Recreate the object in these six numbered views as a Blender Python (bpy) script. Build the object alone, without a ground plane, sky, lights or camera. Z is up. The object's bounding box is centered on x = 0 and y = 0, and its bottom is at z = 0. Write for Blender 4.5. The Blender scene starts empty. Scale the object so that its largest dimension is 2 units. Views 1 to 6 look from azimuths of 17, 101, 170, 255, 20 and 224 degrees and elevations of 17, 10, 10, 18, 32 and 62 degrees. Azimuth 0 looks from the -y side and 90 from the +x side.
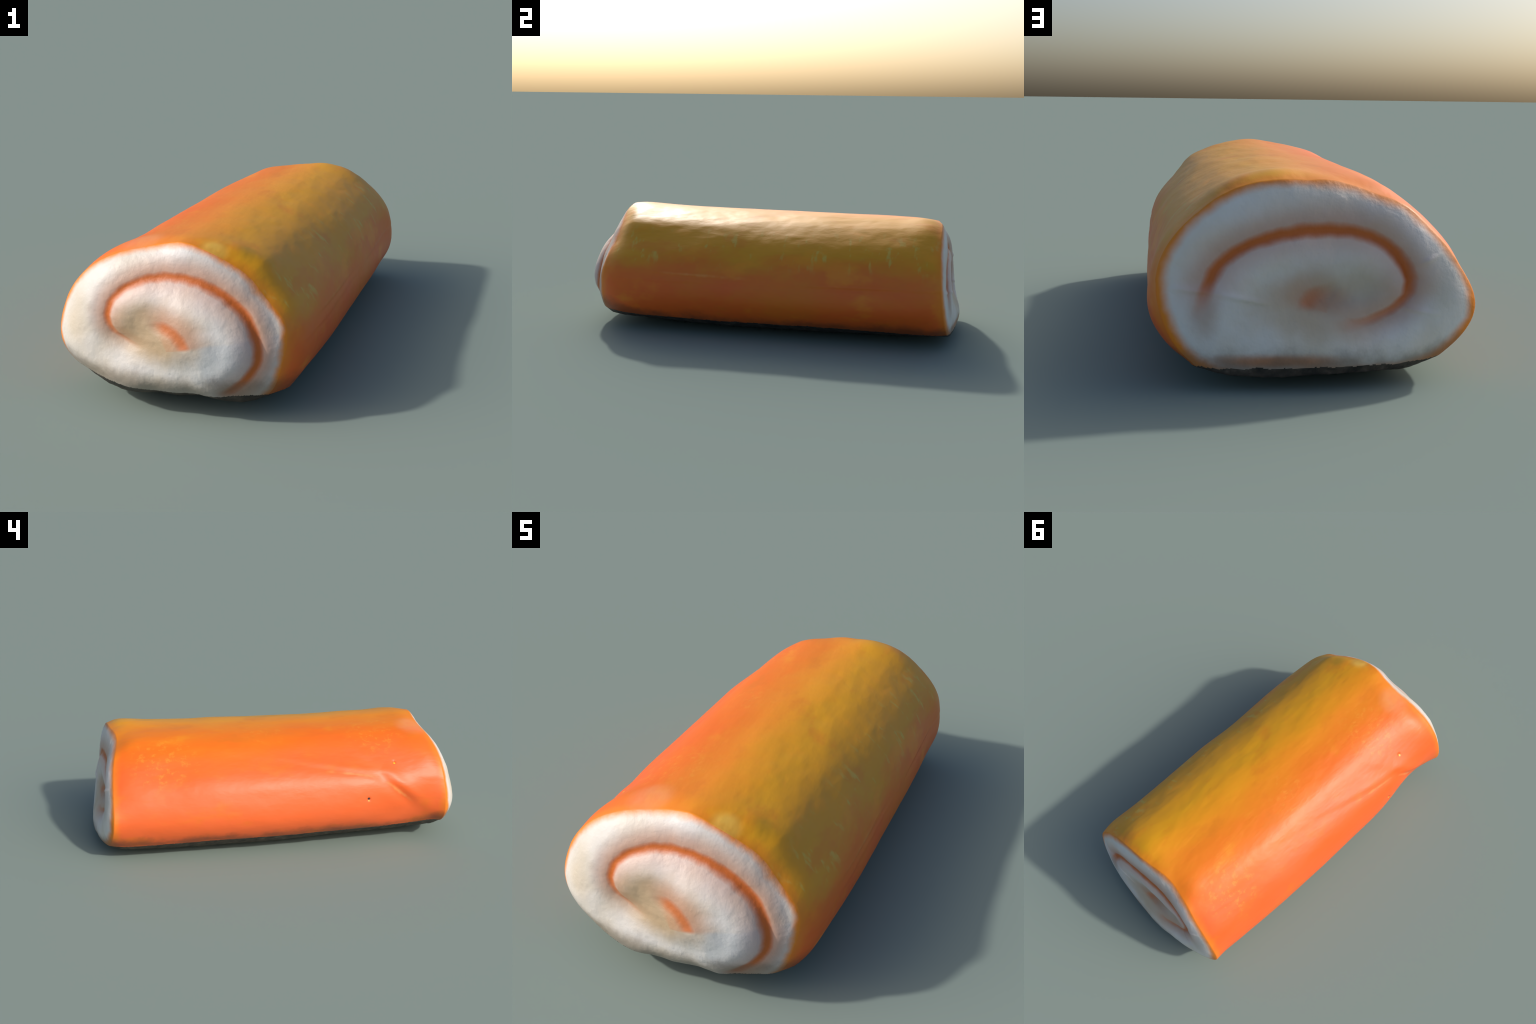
import bpy, math, random
import numpy as np
from mathutils import noise, Vector

random.seed(7)
noise.seed_set(11)

# ---------------------------------------------------------------- dimensions
# The roll lies along y.  Its cross-section is a lopsided D given as radii
# around the axis (x = 0, z = AXIS_Z), counter-clockwise from +x, at stations
# from the front end (-y) to the back end (+y), closer together near the ends.
AXIS_Z = 0.36
RADII = [
    [0.399, 0.327, 0.294, 0.275, 0.270, 0.275, 0.273, 0.293, 0.349, 0.424, 0.490, 0.535, 0.472, 0.410, 0.343, 0.331, 0.334, 0.395, 0.426, 0.412],
    [0.434, 0.369, 0.340, 0.308, 0.286, 0.279, 0.280, 0.308, 0.366, 0.430, 0.485, 0.508, 0.470, 0.414, 0.366, 0.341, 0.352, 0.394, 0.464, 0.462],
    [0.449, 0.381, 0.341, 0.301, 0.279, 0.270, 0.273, 0.302, 0.351, 0.405, 0.479, 0.489, 0.471, 0.423, 0.370, 0.341, 0.355, 0.402, 0.475, 0.484],
    [0.460, 0.393, 0.342, 0.295, 0.272, 0.263, 0.266, 0.296, 0.344, 0.387, 0.465, 0.515, 0.475, 0.431, 0.372, 0.341, 0.356, 0.416, 0.491, 0.504],
    [0.465, 0.404, 0.346, 0.296, 0.269, 0.258, 0.263, 0.290, 0.335, 0.373, 0.445, 0.508, 0.481, 0.437, 0.369, 0.339, 0.357, 0.421, 0.495, 0.518],
    [0.470, 0.413, 0.354, 0.302, 0.269, 0.254, 0.260, 0.285, 0.325, 0.360, 0.429, 0.493, 0.473, 0.434, 0.362, 0.336, 0.355, 0.419, 0.495, 0.531],
    [0.477, 0.421, 0.362, 0.307, 0.270, 0.250, 0.256, 0.277, 0.308, 0.346, 0.412, 0.471, 0.464, 0.423, 0.350, 0.331, 0.352, 0.412, 0.495, 0.537],
    [0.497, 0.427, 0.375, 0.319, 0.270, 0.246, 0.249, 0.269, 0.290, 0.333, 0.396, 0.456, 0.454, 0.410, 0.336, 0.326, 0.348, 0.403, 0.495, 0.539],
    [0.491, 0.421, 0.357, 0.294, 0.249, 0.236, 0.230, 0.240, 0.275, 0.309, 0.375, 0.456, 0.431, 0.376, 0.327, 0.313, 0.332, 0.395, 0.484, 0.508],
]
FRONT_RIM = [-0.831, -0.008, 0.022, -0.007, -0.001, -0.001, 0.012, 0.000, 0.009]
BACK_RIM = [0.920, -0.009, -0.051, -0.009, 0.002, -0.007, 0.006, -0.001, -0.003]
FRONT_DOME = [0.110, -0.059, -0.446, 0.193, -0.280, -0.379]
BACK_DOME = [0.013, -0.028, -0.074, 0.086, 0.004, -0.001]

N_AROUND, N_LONG, N_CAP = 640, 360, 110


def periodic_basis(n, angles):
    """Catmull-Rom weights of n control values spread evenly round a circle."""
    f = angles / (2 * np.pi) * n
    i = np.floor(f).astype(int)
    u = f - i
    w = [-.5*u + u**2 - .5*u**3, 1 - 2.5*u**2 + 1.5*u**3, .5*u + 2*u**2 - 1.5*u**3, -.5*u**2 + .5*u**3]
    basis = np.zeros((len(angles), n))
    for j in range(4):
        np.add.at(basis, (np.arange(len(angles)), (i + j - 1) % n), w[j])
    return basis


def open_basis(n, s):
    """Catmull-Rom weights of n control values spread evenly over 0..1."""
    f = s * (n - 1)
    i = np.minimum(np.floor(f).astype(int), n - 2)
    u = f - i
    w = [-.5*u + u**2 - .5*u**3, 1 - 2.5*u**2 + 1.5*u**3, .5*u + 2*u**2 - 1.5*u**3, -.5*u**2 + .5*u**3]
    basis = np.zeros((len(s), n + 2))
    for j in range(4):
        np.add.at(basis, (np.arange(len(s)), i + j), w[j])
    out = basis[:, 1:-1].copy()
    out[:, 0] += 2 * basis[:, 0]
    out[:, 1] -= basis[:, 0]
    out[:, -1] += 2 * basis[:, -1]
    out[:, -2] -= basis[:, -1]
    return out


def smooth(a, b, v):
    t = np.clip((v - a) / (b - a), 0, 1)
    return t * t * (3 - 2 * t)


def harmonics(a):
    cols = [np.ones_like(a)]
    for k in range(1, 5):
        cols += [np.cos(k * a), np.sin(k * a)]
    return np.stack(cols, -1)


def fractal(points, scale, octaves=3):
    """Smooth noise in about -1..1 at points, scale given per axis."""
    sx, sy, sz = scale
    return np.array([noise.fractal(Vector((x * sx, y * sy, z * sz)), 1.0, 2.0, octaves) for x, y, z in points])


# ---------------------------------------------------------------- swirl lines
# Where the sheet of sponge shows on the cut ends: (x, z) along the line, from
# the outer turn at the lower right over the top to the left, then the core.
SWIRL = {
    "front": dict(centre=(0.02, 0.33), end=-1, width=0.019, core_strength=.85, core_width=1.3, core_fade=(.02, .12), swell=[(.09, .34, .13, .12, .034), (-.22, .26, .14, .11, -.034), (.36, .36, .05, .08, -.015), (.02, .20, .22, .07, -.024), (-.18, .28, .10, .05, -.016), (.03, .42, .09, .07, .014), (.22, .15, .10, .05, -.012)],
                  turn=[(0.17, 0.105), (0.20, 0.118), (0.225, 0.135), (0.257, 0.163), (0.287, 0.196), (0.308, 0.236), (0.312, 0.287), (0.293, 0.345), (0.253, 0.406),
                        (0.205, 0.443), (0.156, 0.473), (0.104, 0.495), (0.045, 0.509), (-0.016, 0.511), (-0.09, 0.504), (-0.162, 0.484), (-0.218, 0.451),
                        (-0.257, 0.411), (-0.271, 0.36), (-0.262, 0.325), (-0.24, 0.297), (-0.20, 0.278), (-0.15, 0.262), (-0.12, 0.256)], fade=(.03, .10), cracks=[],
                  core=[(-0.095, 0.332), (-0.07, 0.342), (-0.041, 0.344), (-0.003, 0.341), (0.03, 0.322), (0.053, 0.301), (0.062, 0.285)], core_centre=(-0.01, 0.27)),
    "back": dict(centre=(0.04, 0.26), end=1, width=0.024, core_strength=.65, core_width=1.1, core_fade=(.06, .26), swell=[(.05, .45, .26, .07, .016), (-.13, .32, .07, .06, -.014), (.0, .265, .09, .05, -.012), (-.07, .25, .14, .07, -.028)],
                 turn=[(0.385, 0.22), (0.375, 0.25), (0.363, 0.288), (0.339, 0.338), (0.302, 0.38), (0.251, 0.41), (0.195, 0.43), (0.127, 0.445), (0.053, 0.452),
                       (-0.014, 0.452), (-0.079, 0.443), (-0.13, 0.424), (-0.177, 0.39), (-0.21, 0.349), (-0.226, 0.309), (-0.219, 0.269), (-0.191, 0.24), (-0.13, 0.208), (-0.06, 0.192), (0.015, 0.188)], fade=(.05, .24), cracks=[((.46, .30), (.33, .285)), ((.33, .285), (.19, .255)), ((-.18, .24), (-.30, .215)), ((-.25, .36), (-.31, .385))],
                 core=[(0.084, 0.225), (0.08, 0.24), (0.065, 0.26), (0.026, 0.271), (-0.017, 0.275)], core_centre=(0.02, 0.22)),
}


def turn_of(dx, dz):
    """0 straight down, 0.25 on +x, 0.5 up, 0.75 on -x, 1 down again."""
    return (np.arctan2(-dx, dz) + np.pi) / (2 * np.pi)


def polar_line(points, centre):
    p = np.array(points) - np.array(centre)
    t, r = turn_of(p[:, 0], p[:, 1]), np.hypot(p[:, 0], p[:, 1])
    order = np.argsort(t)
    return t[order], r[order]


def line_offset(x, z, points, centre, fade=(.06, .06)):
    """Signed radial distance to the line, and how far inside its span (0..1)."""
    t0, r0 = polar_line(points, centre)
    dx, dz = x - centre[0], z - centre[1]
    t, r = turn_of(dx, dz), np.hypot(dx, dz)
    span = smooth(t0[0] - .01, t0[0] + fade[0], t) * (1 - smooth(t0[-1] - fade[1], t0[-1] + .01, t))
    return r - np.interp(t, t0, r0), span


# ---------------------------------------------------------------- body surface
theta = np.linspace(0, 2 * np.pi, N_AROUND, endpoint=False)
station = np.linspace(0, 1, N_LONG)
along = station - .7 * np.sin(2 * np.pi * station) / (2 * np.pi)      # stations crowd towards the ends
R = np.array(RADII)
radius = open_basis(R.shape[0], station) @ R @ periodic_basis(R.shape[1], theta).T
for _ in range(10):                                   # relax the control polygon round the section
    radius = .5 * radius + .25 * (np.roll(radius, 1, 1) + np.roll(radius, -1, 1))
# local fullness of the wrap: angle, spread, station range, height
for ang, spread, s0, s1, h in [(172, 17, .22, .80, .019), (8, 16, .50, .97, .017), (12, 12, .12, .35, .008), (35, 12, .03, .14, .008), (207, 9, .10, .22, .012)]:
    gap_deg = (np.degrees(theta) - ang + 180) % 360 - 180
    reach = smooth(s0 - .1, s0 + .1, along) * (1 - smooth(s1 - .1, s1 + .08, along))
    radius = radius + h * reach[:, None] * np.exp(-(gap_deg / spread) ** 2)
H = harmonics(theta)
y_front, y_back = H @ np.array(FRONT_RIM), H @ np.array(BACK_RIM)

tube = np.empty((N_LONG, N_AROUND, 3))
tube[..., 0] = radius * np.cos(theta)
tube[..., 1] = y_front + (y_back - y_front) * along[:, None]
tube[..., 2] = AXIS_Z + radius * np.sin(theta)


def cut_end(rim, coeff, dome, side):
    """The domed cut face: rings from just inside the rim to the middle."""
    rho = np.linspace(1, 0, N_CAP + 1)[1:, None]
    x, dz = rim[:, 0] * rho, (rim[:, 2] - AXIS_Z) * rho
    order = [0, 1, 1, 2, 2, 3, 3, 4, 4]
    y = sum(H[:, k] * coeff[k] * rho ** order[k] for k in range(9))
    c = dome
    y = y + side * (1 - rho**2) * (c[0] + c[1]*x + c[2]*dz + c[3]*rho**2 + c[4]*x*x + c[5]*dz*dz)
    return np.stack([x, y, AXIS_Z + dz], -1)


def end_relief(p, spec):
    """Swelling of the cream between the turns and the groove at the line."""
    x, z = p[..., 0], p[..., 2]
    off, span = line_offset(x, z, spec["turn"], spec["centre"], spec["fade"])
    groove = -.009 * np.exp(-(off / .02) ** 2) - .010 * np.exp(-((off - .03) / .05) ** 2) + .008 * np.exp(-((off + .075) / .045) ** 2)
    lip = smooth(.05, .25, x * -spec["end"]) * smooth(.17, .36, z)            # on the front the outer wrap stands clear at the right
    groove = groove - lip * (.012 * np.exp(-((off - .008) / .018) ** 2) - .006 * np.exp(-((off - .06) / .03) ** 2))
    off2, span2 = line_offset(x, z, spec["core"], spec["core_centre"])
    for a, c in spec["cracks"]:                         # fine raised tears in the cream
        a, c = np.array(a), np.array(c)
        k = np.clip(((x - a[0]) * (c - a)[0] + (z - a[1]) * (c - a)[1]) / ((c - a) @ (c - a)), 0, 1)
        d = np.hypot(x - a[0] - k * (c - a)[0], z - a[1] - k * (c - a)[1])
        groove = groove + .0045 * np.sin(np.pi * np.clip(k, .03, .97)) ** .5 * np.exp(-(d / .008) ** 2) / np.maximum(span, .3)
    core = -.006 * np.exp(-(off2 / .025) ** 2)
    swell = sum(h * np.exp(-((x - cx) / rx) ** 2 - ((z - cz) / rz) ** 2) for cx, cz, rx, rz, h in spec["swell"])
    return groove * span + core * span2 + swell


front = cut_end(tube[0], FRONT_RIM, FRONT_DOME, -1)
back = cut_end(tube[-1], BACK_RIM, BACK_DOME, 1)
for cap, spec in ((front, SWIRL["front"]), (back, SWIRL["back"])):
    rho = np.linspace(1, 0, N_CAP + 1)[1:, None]
    bump = fractal(cap.reshape(-1, 3), (9, 9, 9)).reshape(cap.shape[:2])
    cap[..., 1] += spec["end"] * (end_relief(cap, spec) + .0022 * bump) * smooth(1, .9, rho)

# relief of the skin: fine lumps, stronger on the shoulder that was torn, plus creases
pts = tube.reshape(-1, 3)
deg = np.degrees(np.arctan2(pts[:, 2] - AXIS_Z, pts[:, 0])) % 360
lumps = fractal(pts, (6, 4, 6), 3)
fine = fractal(pts + 5, (24, 14, 24), 2)
shoulder = smooth(8, 22, deg) * (1 - smooth(60, 85, deg))
relief = lumps * (.0015 + .0025 * shoulder) + fine * (.0003 + .0003 * shoulder)


def crease(points, a, b, depth, width):
    """A soft fold line: a valley with a raised lip beside it."""
    a, b = np.array(a), np.array(b)
    d = b - a
    t = np.clip(((points - a) @ d) / (d @ d), 0, 1)
    side = (points - a)[:, 2] * d[1] - (points - a)[:, 1] * d[2]          # seen from the side (y, z)
    signed = side / np.hypot(d[1], d[2]) * np.sign(d[1])
    same = np.exp(-((points - (a + t[:, None] * d))[:, 0] / .15) ** 2)     # only on this flank
    fade = np.sin(np.pi * np.clip(t, .02, .98)) ** .5
    return same * depth * fade * (np.exp(-((signed - width) / width) ** 2) - np.exp(-((signed + .3 * width) / width) ** 2))


CREASES = [((-.342, .046, .487), (-.465, -.57, .40), .002, .016), ((-.443, -.46, .425), (-.485, -.68, .24), .008, .034),
           ((.45, .2, .30), (.465, .72, .31), .003, .01), ((.45, -.6, .33), (.45, .0, .32), .002, .01)]
for a, b, depth, width in CREASES:
    relief += crease(pts, a, b, depth, width)
PITS = [(-.409, -.563, .469), (-.489, -.395, .296)]
for pit in PITS:
    relief -= .012 * np.exp(-(np.linalg.norm(pts - np.array(pit), axis=1) / .007) ** 2)
outward = np.stack([np.cos(np.radians(deg)), np.zeros_like(deg), np.sin(np.radians(deg))], 1)
tube += (relief[:, None] * outward).reshape(tube.shape)

# one closed grid: front pole ring .. front rim .. tube .. back rim .. back pole ring
rings = np.concatenate([front[:-1][::-1], tube, back[:-1]])
n_front = N_CAP - 1
first, last = n_front, n_front + N_LONG - 1                 # rim rows

# round the rim by relaxing the rows near it
row = np.arange(len(rings))
gap = np.minimum(np.abs(row - first), np.abs(row - last))
soft = np.where(gap < 14, 1 - smooth(3, 14, gap), 0)[:, None, None]
for _ in range(5):
    mean = rings.copy()
    mean[1:-1] = .5 * rings[1:-1] + .25 * (rings[:-2] + rings[2:])
    rings = rings + soft * (mean - rings)


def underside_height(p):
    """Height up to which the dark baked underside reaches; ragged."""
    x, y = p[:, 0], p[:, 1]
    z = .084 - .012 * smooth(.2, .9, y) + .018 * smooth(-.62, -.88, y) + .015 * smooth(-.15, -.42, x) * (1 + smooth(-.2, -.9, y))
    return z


flat = rings.reshape(-1, 3)
rag = fractal(flat, (14, 14, 14), 4)
edge = underside_height(flat) + .007 * rag
below = smooth(.006, -.02, flat[:, 2] - edge)
inward = np.stack([flat[:, 0], np.zeros(len(flat)), flat[:, 2] - AXIS_Z], 1)
inward /= np.linalg.norm(inward, axis=1)[:, None] + 1e-9
lip = np.exp(-((flat[:, 2] - edge - .004) / .006) ** 2) * smooth(.0, -.1, flat[:, 2] - AXIS_Z)
flat = flat + inward * (-.006 * below + .003 * lip * (.5 + rag))[:, None] + inward * (below * .003 * fractal(flat, (30, 30, 30), 2))[:, None]
verts = np.concatenate([flat, [front[-1].mean(0)], [back[-1].mean(0)]])
verts[:, 2] -= verts[:, 2].min()

n_rows = len(rings)
ids = np.arange(n_rows * N_AROUND).reshape(n_rows, N_AROUND)
nxt = np.roll(ids, -1, 1)
quads = np.stack([ids[:-1], nxt[:-1], nxt[1:], ids[1:]], -1).reshape(-1, 4)
quad_row = np.repeat(np.arange(n_rows - 1), N_AROUND)
pole_f, pole_b = n_rows * N_AROUND, n_rows * N_AROUND + 1
tri_f = np.stack([np.full(N_AROUND, pole_f), nxt[0], ids[0]], -1)
tri_b = np.stack([np.full(N_AROUND, pole_b), ids[-1], nxt[-1]], -1)

# ---------------------------------------------------------------- parts by region
centre = verts[quads].mean(1)
is_under = (centre[:, 2] < edge[quads].mean(1)) & (centre[:, 2] < .25)
on_front, on_back = quad_row < first, quad_row >= last


def on_line(c, spec):
    off, span = line_offset(c[:, 0], c[:, 2], spec["turn"], spec["centre"], spec["fade"])
    off2, span2 = line_offset(c[:, 0], c[:, 2], spec["core"], spec["core_centre"])
    w = spec["width"]
    return ((np.abs(off) < w) & (span > .5)) | ((np.abs(off2) < w) & (span2 > .5))


line_f = on_front & ~is_under & on_line(centre, SWIRL["front"])
line_b = on_back & ~is_under & on_line(centre, SWIRL["back"])
regions = {
    "underside": (is_under, None),
    "sponge_skin": (~is_under & ~on_front & ~on_back, None),
    "front_filling": (on_front & ~is_under & ~line_f, tri_f),
    "front_line": (line_f, None),
    "back_filling": (on_back & ~is_under & ~line_b, tri_b),
    "back_line": (line_b, None),
}

# vertex normals of the whole body
all_faces = [quads, tri_f, tri_b]
normals = np.zeros_like(verts)
d1, d2 = verts[quads[:, 2]] - verts[quads[:, 0]], verts[quads[:, 3]] - verts[quads[:, 1]]
nq = np.cross(d1, d2)
for k in range(4):
    np.add.at(normals, quads[:, k], nq)
for tri in (tri_f, tri_b):
    nt = np.cross(verts[tri[:, 1]] - verts[tri[:, 0]], verts[tri[:, 2]] - verts[tri[:, 0]])
    for k in range(3):
        np.add.at(normals, tri[:, k], nt)
normals /= np.linalg.norm(normals, axis=1)[:, None] + 1e-12
if (normals * (verts - [0, 0, AXIS_Z])).sum() < 0:           # make all faces look outwards
    normals = -normals
    quads, tri_f, tri_b = quads[:, ::-1], tri_f[:, ::-1], tri_b[:, ::-1]
    regions["front_filling"] = (regions["front_filling"][0], tri_f)
    regions["back_filling"] = (regions["back_filling"][0], tri_b)


def make_part(name, region, parent, material):
    mask, tris = regions[region]
    faces = [tuple(f) for f in quads[mask].tolist()]
    if tris is not None:
        faces += [tuple(f) for f in tris.tolist()]
    used = np.unique(np.concatenate([np.array(f) for f in faces]))
    remap = np.full(len(verts), -1)
    remap[used] = np.arange(len(used))
    mesh = bpy.data.meshes.new(name)
    mesh.from_pydata(verts[used].tolist(), [], [tuple(remap[list(f)].tolist()) for f in faces])
    mesh.polygons.foreach_set("use_smooth", [True] * len(mesh.polygons))
    mesh.update()
    mesh.normals_split_custom_set_from_vertices(normals[used].tolist())
    mesh.materials.append(material)
    obj = bpy.data.objects.new(name, mesh)
    bpy.context.collection.objects.link(obj)
    obj.parent = parent
    return obj


# ---------------------------------------------------------------- material helpers
class Tree:
    def __init__(self, name):
        self.mat = bpy.data.materials.new(name)
        self.mat.use_nodes = True
        self.nt = self.mat.node_tree
        self.bsdf = self.nt.nodes["Principled BSDF"]
        self.coord = self.nt.nodes.new("ShaderNodeTexCoord").outputs["Object"]
        sep = self.nt.nodes.new("ShaderNodeSeparateXYZ")
        self.link(self.coord, sep.inputs[0])
        self.x, self.y, self.z = sep.outputs

    def link(self, a, b):
        if hasattr(a, "is_output"):
            self.nt.links.new(a, b)
        else:
            b.default_value = a

    def math(self, op, a, b=0.0, c=0.0, clamp=False):
        n = self.nt.nodes.new("ShaderNodeMath")
        n.operation, n.use_clamp = op, clamp
        for v, s in zip((a, b, c), n.inputs):
            self.link(v, s)
        return n.outputs[0]

    def step(self, a, b, v):
        """Smooth 0..1 as v goes a..b (a > b runs downwards)."""
        n = self.nt.nodes.new("ShaderNodeMapRange")
        n.interpolation_type = "SMOOTHSTEP"
        self.link(v, n.inputs["Value"])
        lo, hi, t0, t1 = (a, b, 0, 1) if a < b else (b, a, 1, 0)
        for v_, k in ((lo, "From Min"), (hi, "From Max"), (t0, "To Min"), (t1, "To Max")):
            n.inputs[k].default_value = v_
        return n.outputs["Result"]

    def mul(self, *f):
        out = f[0]
        for g in f[1:]:
            out = self.math("MULTIPLY", out, g)
        return out

    def noise(self, scale, detail=3, stretch=(1, 1, 1), rough=.5, shift=(0, 0, 0), distort=0.0):
        m = self.nt.nodes.new("ShaderNodeMapping")
        self.link(self.coord, m.inputs["Vector"])
        m.inputs["Scale"].default_value = stretch
        m.inputs["Location"].default_value = shift
        n = self.nt.nodes.new("ShaderNodeTexNoise")
        self.link(m.outputs[0], n.inputs["Vector"])
        n.inputs["Scale"].default_value = scale
        n.inputs["Detail"].default_value = detail
        n.inputs["Roughness"].default_value = rough
        n.inputs["Distortion"].default_value = distort
        return n.outputs["Fac"]

    def mix(self, f, a, b, kind="MIX"):
        n = self.nt.nodes.new("ShaderNodeMix")
        n.data_type, n.blend_type = "RGBA", kind
        self.link(f, n.inputs[0])
        for v, s in ((a, n.inputs[6]), (b, n.inputs[7])):
            self.link(v if hasattr(v, "is_output") else (*v, 1), s)
        return n.outputs[2]

    def ramp(self, f, stops):
        n = self.nt.nodes.new("ShaderNodeValToRGB")
        self.link(f, n.inputs[0])
        e = n.color_ramp.elements
        e[0].position, e[0].color = stops[0][0], (*stops[0][1], 1)
        e[1].position, e[1].color = stops[-1][0], (*stops[-1][1], 1)
        for pos, col in stops[1:-1]:
            s = e.new(pos)
            s.color = (*col, 1)
        return n.outputs[0]

    def curve(self, f, xs, ys):
        """Value of the profile ys over xs (both plain numbers), as a node."""
        lo, hi = float(min(ys)), float(max(ys))
        n = self.nt.nodes.new("ShaderNodeFloatCurve")
        c = n.mapping.curves[0]
        pts = list(zip(xs, ys))
        while len(c.points) < len(pts):
            c.points.new(.5, .5)
        for p, (a, b) in zip(c.points, pts):
            p.location = (a, (b - lo) / (hi - lo))
            p.handle_type = "VECTOR"
        n.mapping.update()
        self.link(f, n.inputs["Value"])
        return self.math("MULTIPLY_ADD", n.outputs[0], hi - lo, lo)

    def turn(self, cx, cz):
        dx, dz = self.math("SUBTRACT", self.x, cx), self.math("SUBTRACT", self.z, cz)
        a = self.math("ARCTAN2", self.math("MULTIPLY", dx, -1), dz)
        t = self.math("MULTIPLY_ADD", a, 1 / (2 * math.pi), .5)
        r = self.math("SQRT", self.math("ADD", self.mul(dx, dx), self.mul(dz, dz)))
        return t, r

    def near(self, p, size):
        n = self.nt.nodes.new("ShaderNodeVectorMath")
        n.operation = "DISTANCE"
        self.link(self.coord, n.inputs[0])
        n.inputs[1].default_value = p
        return self.step(size, size * .35, n.outputs["Value"])

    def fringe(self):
        """Dark brown ragged band above the underside: 1 below its edge, fading raggedly above."""
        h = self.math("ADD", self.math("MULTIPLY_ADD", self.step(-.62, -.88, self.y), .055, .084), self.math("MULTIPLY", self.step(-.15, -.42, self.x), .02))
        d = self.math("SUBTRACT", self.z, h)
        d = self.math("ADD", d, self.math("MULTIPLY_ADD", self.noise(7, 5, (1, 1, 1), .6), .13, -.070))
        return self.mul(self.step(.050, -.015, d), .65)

    def oval(self, cx, cz, rx, rz):
        """Soft ragged oval patch on a cut end."""
        a = self.math("POWER", self.math("ABSOLUTE", self.math("DIVIDE", self.math("SUBTRACT", self.x, cx), rx)), 2)
        c = self.math("POWER", self.math("ABSOLUTE", self.math("DIVIDE", self.math("SUBTRACT", self.z, cz), rz)), 2)
        q = self.math("ADD", self.math("SQRT", self.math("ADD", a, c)), self.math("MULTIPLY_ADD", self.noise(11, 3), .6, -.3))
        return self.step(1.1, .2, q)

    def scratch(self, a, b, width):
        """A thin mark along the segment a-b, fading at both ends."""
        d = [q - p for p, q in zip(a, b)]
        L2 = sum(v * v for v in d)
        def vec(op, u, v=None, out="Vector"):
            n = self.nt.nodes.new("ShaderNodeVectorMath")
            n.operation = op
            for w, s in zip((u, v), n.inputs):
                if w is not None:
                    self.link(w, s)
            return n.outputs[out]
        rel = vec("SUBTRACT", self.coord, a)
        k = self.math("MULTIPLY", vec("DOT_PRODUCT", rel, d, "Value"), 1 / L2, clamp=True)
        n = self.nt.nodes.new("ShaderNodeVectorMath")
        n.operation = "SCALE"
        n.inputs[0].default_value = d
        self.link(k, n.inputs["Scale"])
        dist = vec("LENGTH", vec("SUBTRACT", rel, n.outputs[0]), None, "Value")
        dist = self.math("ADD", dist, self.math("MULTIPLY_ADD", self.noise(20, 3), .02, -.008))
        ends = self.math("SINE", self.math("MULTIPLY_ADD", k, math.pi * .98, .03))
        return self.mul(self.step(width, 0, dist), ends)

    def bump(self, height, strength, distance):
        n = self.nt.nodes.new("ShaderNodeBump")
        n.inputs["Strength"].default_value = strength
        n.inputs["Distance"].default_value = distance
        self.link(height, n.inputs["Height"])
        self.link(n.outputs[0], self.bsdf.inputs["Normal"])


def rim_profile(row):
    """Rim radius and rim y over the turn, 33 samples, from the built surface."""
    p = rings[row]
    t = turn_of(p[:, 0], p[:, 2] - AXIS_Z)
    o = np.argsort(t)
    xs = np.linspace(0, 1, 33)
    r = np.hypot(p[:, 0], p[:, 2] - AXIS_Z)[o]
    return xs, np.interp(xs, t[o], r, period=1), np.interp(xs, t[o], p[o, 1], period=1)


RIM_F, RIM_B = rim_profile(first), rim_profile(last)
ORANGE_EDGE = (.86, .25, .008)


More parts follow.
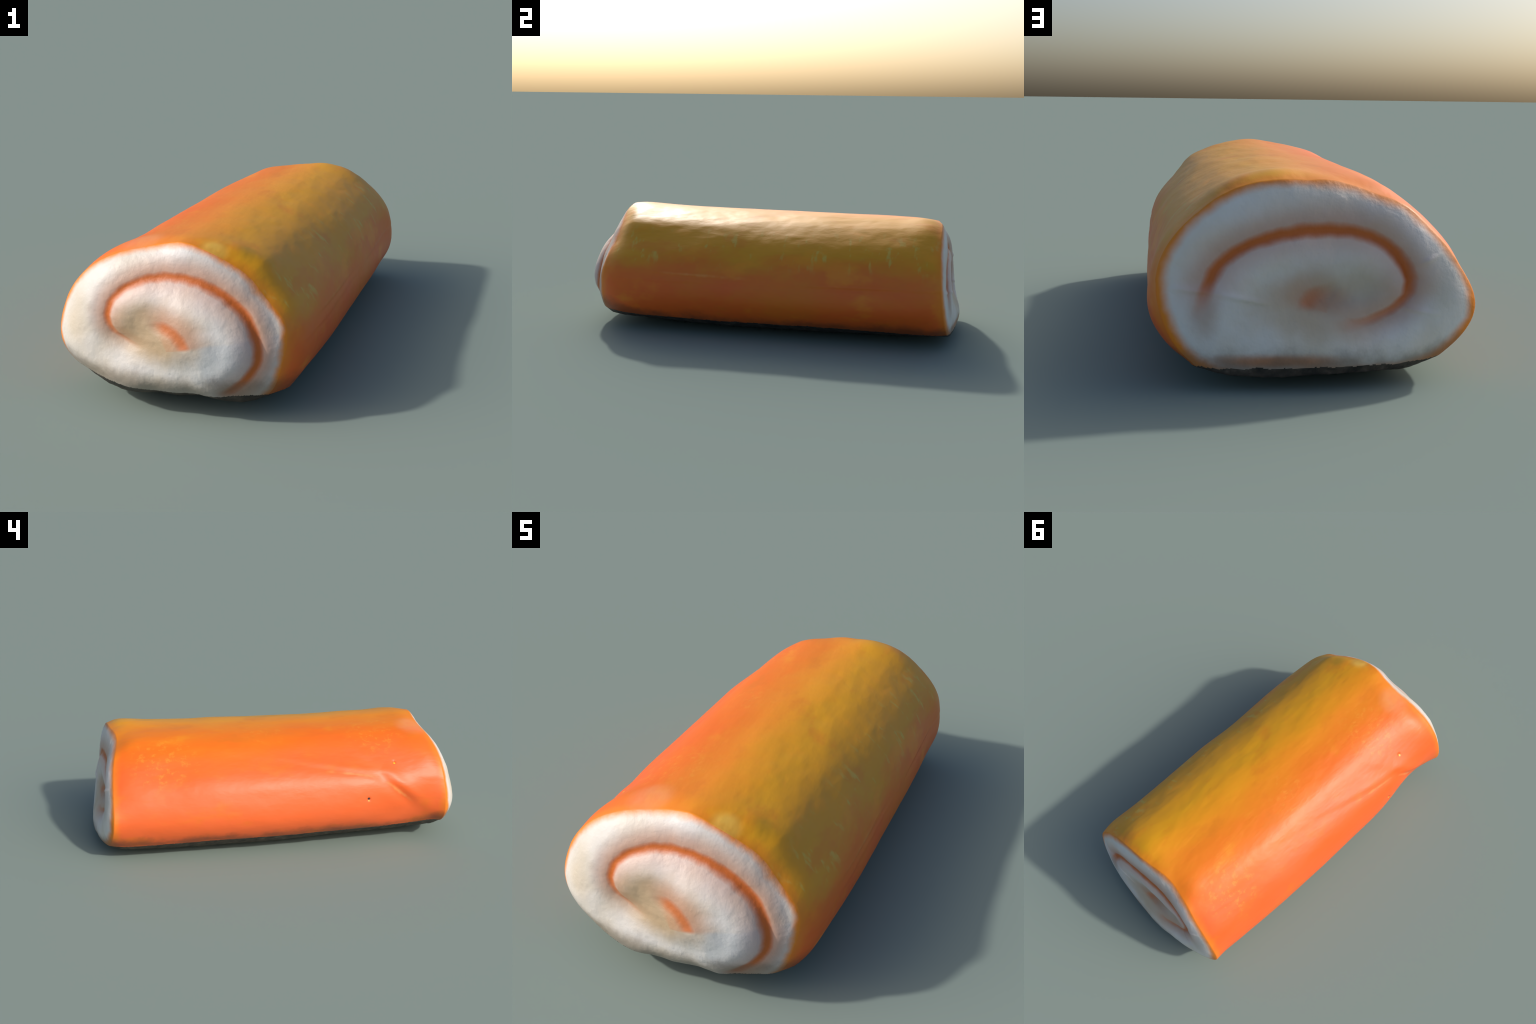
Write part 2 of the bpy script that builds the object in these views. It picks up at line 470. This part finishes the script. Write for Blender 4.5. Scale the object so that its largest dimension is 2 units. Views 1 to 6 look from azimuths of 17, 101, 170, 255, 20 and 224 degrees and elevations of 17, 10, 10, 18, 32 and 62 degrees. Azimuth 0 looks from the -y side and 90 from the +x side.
def filling_material(which):
    spec = SWIRL[which]
    rim = RIM_F if which == "front" else RIM_B
    t = Tree("cream_filling_" + which)
    wobble = t.math("MULTIPLY_ADD", t.noise(22, 4), .012, -.006)
    cream = t.ramp(t.noise(4, 4), [(.35, CREAM_WARM), (.62, CREAM)])
    # faint fibres of the cut
    cream = t.mix(t.math("MULTIPLY", t.noise(30, 3, (1, 1, .12)), .25), cream, (.62, .60, .58))
    # occlusion in the hollow round the core, painted tan
    cx, cz = spec["core_centre"]
    q = t.math("SQRT", t.math("ADD", t.math("POWER", t.math("DIVIDE", t.math("ABSOLUTE", t.math("SUBTRACT", t.x, cx + CORE_SHADE_TINT[which][0])), CORE_SHADE_TINT[which][2]), 2),
                              t.math("POWER", t.math("DIVIDE", t.math("ABSOLUTE", t.math("SUBTRACT", t.z, cz + CORE_SHADE_TINT[which][1])), CORE_SHADE_TINT[which][3]), 2)))
    q = t.math("ADD", q, t.math("MULTIPLY_ADD", t.noise(8, 3), .5, -.25))
    cream = t.mix(t.math("MULTIPLY", t.step(1.15, .35, q), CORE_SHADE_TINT[which][4]), cream, CORE_SHADE_COLOUR)
    # the orange line, soft at its edges
    def line(points, centre, w, colour, base, strength, fade=(.06, .06)):
        xs, rs = polar_line(points, centre)
        tt, r = t.turn(*centre)
        off = t.math("ADD", t.math("SUBTRACT", r, t.curve(tt, xs, rs)), wobble)
        span = t.mul(t.step(xs[0] - .01, xs[0] + fade[0], tt), t.step(xs[-1] + .01, xs[-1] - fade[1], tt))
        shade = t.mul(t.step(-.01, .015, off), t.step(.10, .01, off), span, GROOVE_SHADE_TINT[which])
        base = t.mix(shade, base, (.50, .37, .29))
        hard = t.step(w * 1.75, w * .15, t.math("ABSOLUTE", off))
        halo = t.mul(t.step(w * 5.5, 0, t.math("ABSOLUTE", off)), .38)
        return t.mix(t.mul(t.math("MAXIMUM", hard, halo), span, strength), base, colour)
    if which == "front":                              # smooth greyish wedge pressed flat at the lower right
        wedge = t.mul(t.step(.10, .14, t.x), t.step(.30, .285, t.math("ADD", t.z, t.math("MULTIPLY", t.x, -.12))), t.step(.13, .17, t.z))
        cream = t.mix(t.math("MULTIPLY", wedge, .55), cream, (.52, .56, .60))
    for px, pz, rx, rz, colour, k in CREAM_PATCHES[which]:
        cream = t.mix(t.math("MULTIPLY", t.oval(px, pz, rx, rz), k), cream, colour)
    w = spec["width"]
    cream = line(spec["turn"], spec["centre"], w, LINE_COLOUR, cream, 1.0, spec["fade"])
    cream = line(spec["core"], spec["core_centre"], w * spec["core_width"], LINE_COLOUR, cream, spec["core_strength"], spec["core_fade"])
    # orange bleeding in from the skin at the rim
    tt, r = t.turn(0, AXIS_Z)
    inside = t.math("ADD", t.math("SUBTRACT", t.curve(tt, rim[0], rim[1]), r), t.math("MULTIPLY", wobble, 1.5))
    cream = t.mix(t.step(RIM_BLEED[which], .0, inside), cream, ORANGE_EDGE)
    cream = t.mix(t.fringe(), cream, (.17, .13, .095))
    t.link(cream, t.bsdf.inputs["Base Color"])
    t.bsdf.inputs["Roughness"].default_value = .5
    t.bump(t.math("ADD", t.noise(60, 3), t.math("MULTIPLY", t.noise(18, 3), 2)), .25, .006)
    return t.mat


def skin_material():
    t = Tree("glazed_sponge_skin")
    streak = t.noise(5, 5, (1, .45, 1), .6)
    patch = t.noise(3.2, 4, (1, .5, 1), .55, (3, 1, 2))
    tt, r = t.turn(0, AXIS_Z)
    zone = t.math("ADD", tt, t.math("ADD", t.math("MULTIPLY_ADD", streak, .14, -.07), t.math("MULTIPLY_ADD", patch, .10, -.05)))
    col = t.ramp(zone, SKIN_STOPS)
    # light speckle and smears of glaze
    blotch = t.noise(6, 4, (1, .55, 1), .6, (5, 2, 8))
    col = t.mix(t.mul(t.step(.54, .70, blotch), t.step(.66, .60, tt), .40), col, (.92, .34, .012))
    col = t.mix(t.math("MULTIPLY", t.step(.46, .30, blotch), .40), col, (.74, .20, .008))
    for p, size in SPECKLED:
        area = t.mul(t.near(p, size), t.step(.50, .68, t.noise(34, 4, (1, .75, 1), .7)))
        col = t.mix(t.math("MULTIPLY", area, .28), col, (.94, .44, .05))
    fleck = t.mul(t.step(.55, .68, t.noise(13, 3, (1, 1.6, .55), .6, (2, 7, 1))), t.step(.245, .28, tt), t.step(.35, .30, tt))
    col = t.mix(t.math("MULTIPLY", fleck, .6), col, (.66, .52, .10))
    for a, c, width, k in SCRATCHES:
        col = t.mix(t.mul(t.scratch(a, c, width), k), col, (.90, .42, .13))
    # deep orange band where the sheet is cut, at both rims
    for rim, side in ((RIM_F, 1), (RIM_B, -1)):
        d = t.math("MULTIPLY", t.math("SUBTRACT", t.y, t.curve(tt, rim[0], rim[2])), side)
        d = t.math("ADD", d, t.math("MULTIPLY_ADD", t.noise(14, 4, shift=(side, 0, 0)), .05, -.025))
        col = t.mix(t.math("MULTIPLY", t.step(.045, .0, d), .65), col, ORANGE_EDGE)
    # local patches: pale glaze at the front rim, olive smudge, yellow chip
    ragged = t.math("MULTIPLY_ADD", t.noise(20, 3), .9, .25)
    for p, size, colour, k in SKIN_PATCHES:
        col = t.mix(t.mul(t.near(p, size), ragged, k), col, colour)
    for p in PITS:
        col = t.mix(t.near(p, .011), col, (.03, .02, .03))
        col = t.mix(t.near((p[0], p[1], p[2] - .013), .008), col, (.9, .6, .04))
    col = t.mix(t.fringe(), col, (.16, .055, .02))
    t.link(col, t.bsdf.inputs["Base Color"])
    t.link(t.math("MULTIPLY_ADD", streak, .16, .37), t.bsdf.inputs["Roughness"])
    t.bump(t.math("ADD", t.noise(42, 4, (1, .4, 1)), t.math("MULTIPLY", t.noise(12, 3, (1, .7, 1)), 1.5)), .18, .006)
    return t.mat


def underside_material():
    t = Tree("dark_baked_underside")
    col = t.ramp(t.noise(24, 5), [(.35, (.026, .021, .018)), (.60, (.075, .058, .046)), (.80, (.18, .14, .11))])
    t.link(col, t.bsdf.inputs["Base Color"])
    t.bsdf.inputs["Roughness"].default_value = .6
    t.bump(t.noise(45, 4), .5, .01)
    return t.mat


CREAM, CREAM_WARM = (.80, .78, .77), (.78, .70, .60)
CORE_SHADE_COLOUR = (.45, .30, .15)
CORE_SHADE_TINT = {"front": (-.06, .05, .25, .13, .85), "back": (-.02, .03, .30, .13, .6)}   # offset, radii, strength
LINE_COLOUR = (.58, .135, .017)
GROOVE_SHADE_TINT = {"front": .8, "back": .55}                    # brown mixed into the cream for the groove's shadow outside the line
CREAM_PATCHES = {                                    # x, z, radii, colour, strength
    "front": [(-.40, .32, .07, .14, (.60, .50, .36), .5), (-.10, .13, .36, .05, (.56, .49, .36), .5), (.30, .20, .05, .10, (.62, .60, .60), .4)],  # first two ovals darken the left side and foot with ambient shade
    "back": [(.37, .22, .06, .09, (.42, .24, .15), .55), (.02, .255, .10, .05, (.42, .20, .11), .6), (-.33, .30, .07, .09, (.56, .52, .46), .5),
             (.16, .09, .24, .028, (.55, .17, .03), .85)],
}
RIM_BLEED = {"front": .028, "back": .04}
# round the roll from the bottom over +x, the top and -x
SKIN_STOPS = [(0, (.80, .14, .010)), (.19, (.82, .135, .012)), (.235, (.80, .185, .009)), (.285, (.74, .32, .007)), (.40, (.80, .37, .006)),
              (.47, (.86, .32, .007)), (.55, (.88, .24, .007)), (.64, (.90, .17, .006)), (.72, (.88, .135, .018)), (.82, (.86, .15, .038)), (1, (.80, .14, .02))]
SPECKLED = [((-.30, .66, .53), .24), ((-.22, -.50, .59), .22), ((-.16, .10, .62), .16)]
SCRATCHES = [((.47, .22, .295), (.48, .78, .305), .012, .6), ((.47, -.62, .335), (.47, .05, .32), .012, .4), ((.48, .55, .285), (.48, .72, .25), .014, .5),
             ((-.28, .50, .55), (-.40, .02, .47), .012, .25), ((-.40, .02, .47), (-.47, -.55, .39), .012, .35), ((-.47, -.46, .41), (-.49, -.66, .25), .016, .6)]
SKIN_PATCHES = [((-.20, -.74, .60), .11, (.90, .36, .16), .6), ((.11, -.80, .61), .07, (.85, .55, .10), .8), ((.22, -.73, .58), .06, (.30, .20, .012), .5)]

# ---------------------------------------------------------------- assemble
roll = bpy.data.objects.new("cream_roll_cake", None)
bpy.context.collection.objects.link(roll)
roll["label"] = "orange glazed swiss roll with white cream swirl ends"
roll["category"] = "roll cake"

front_mat, back_mat = filling_material("front"), filling_material("back")
make_part("sponge_skin", "sponge_skin", roll, skin_material())
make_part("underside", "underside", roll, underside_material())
for side, material in (("front", front_mat), ("back", back_mat)):
    filling = make_part("cream_filling", side + "_filling", roll, material)
    make_part("swirl_line", side + "_line", filling, material)
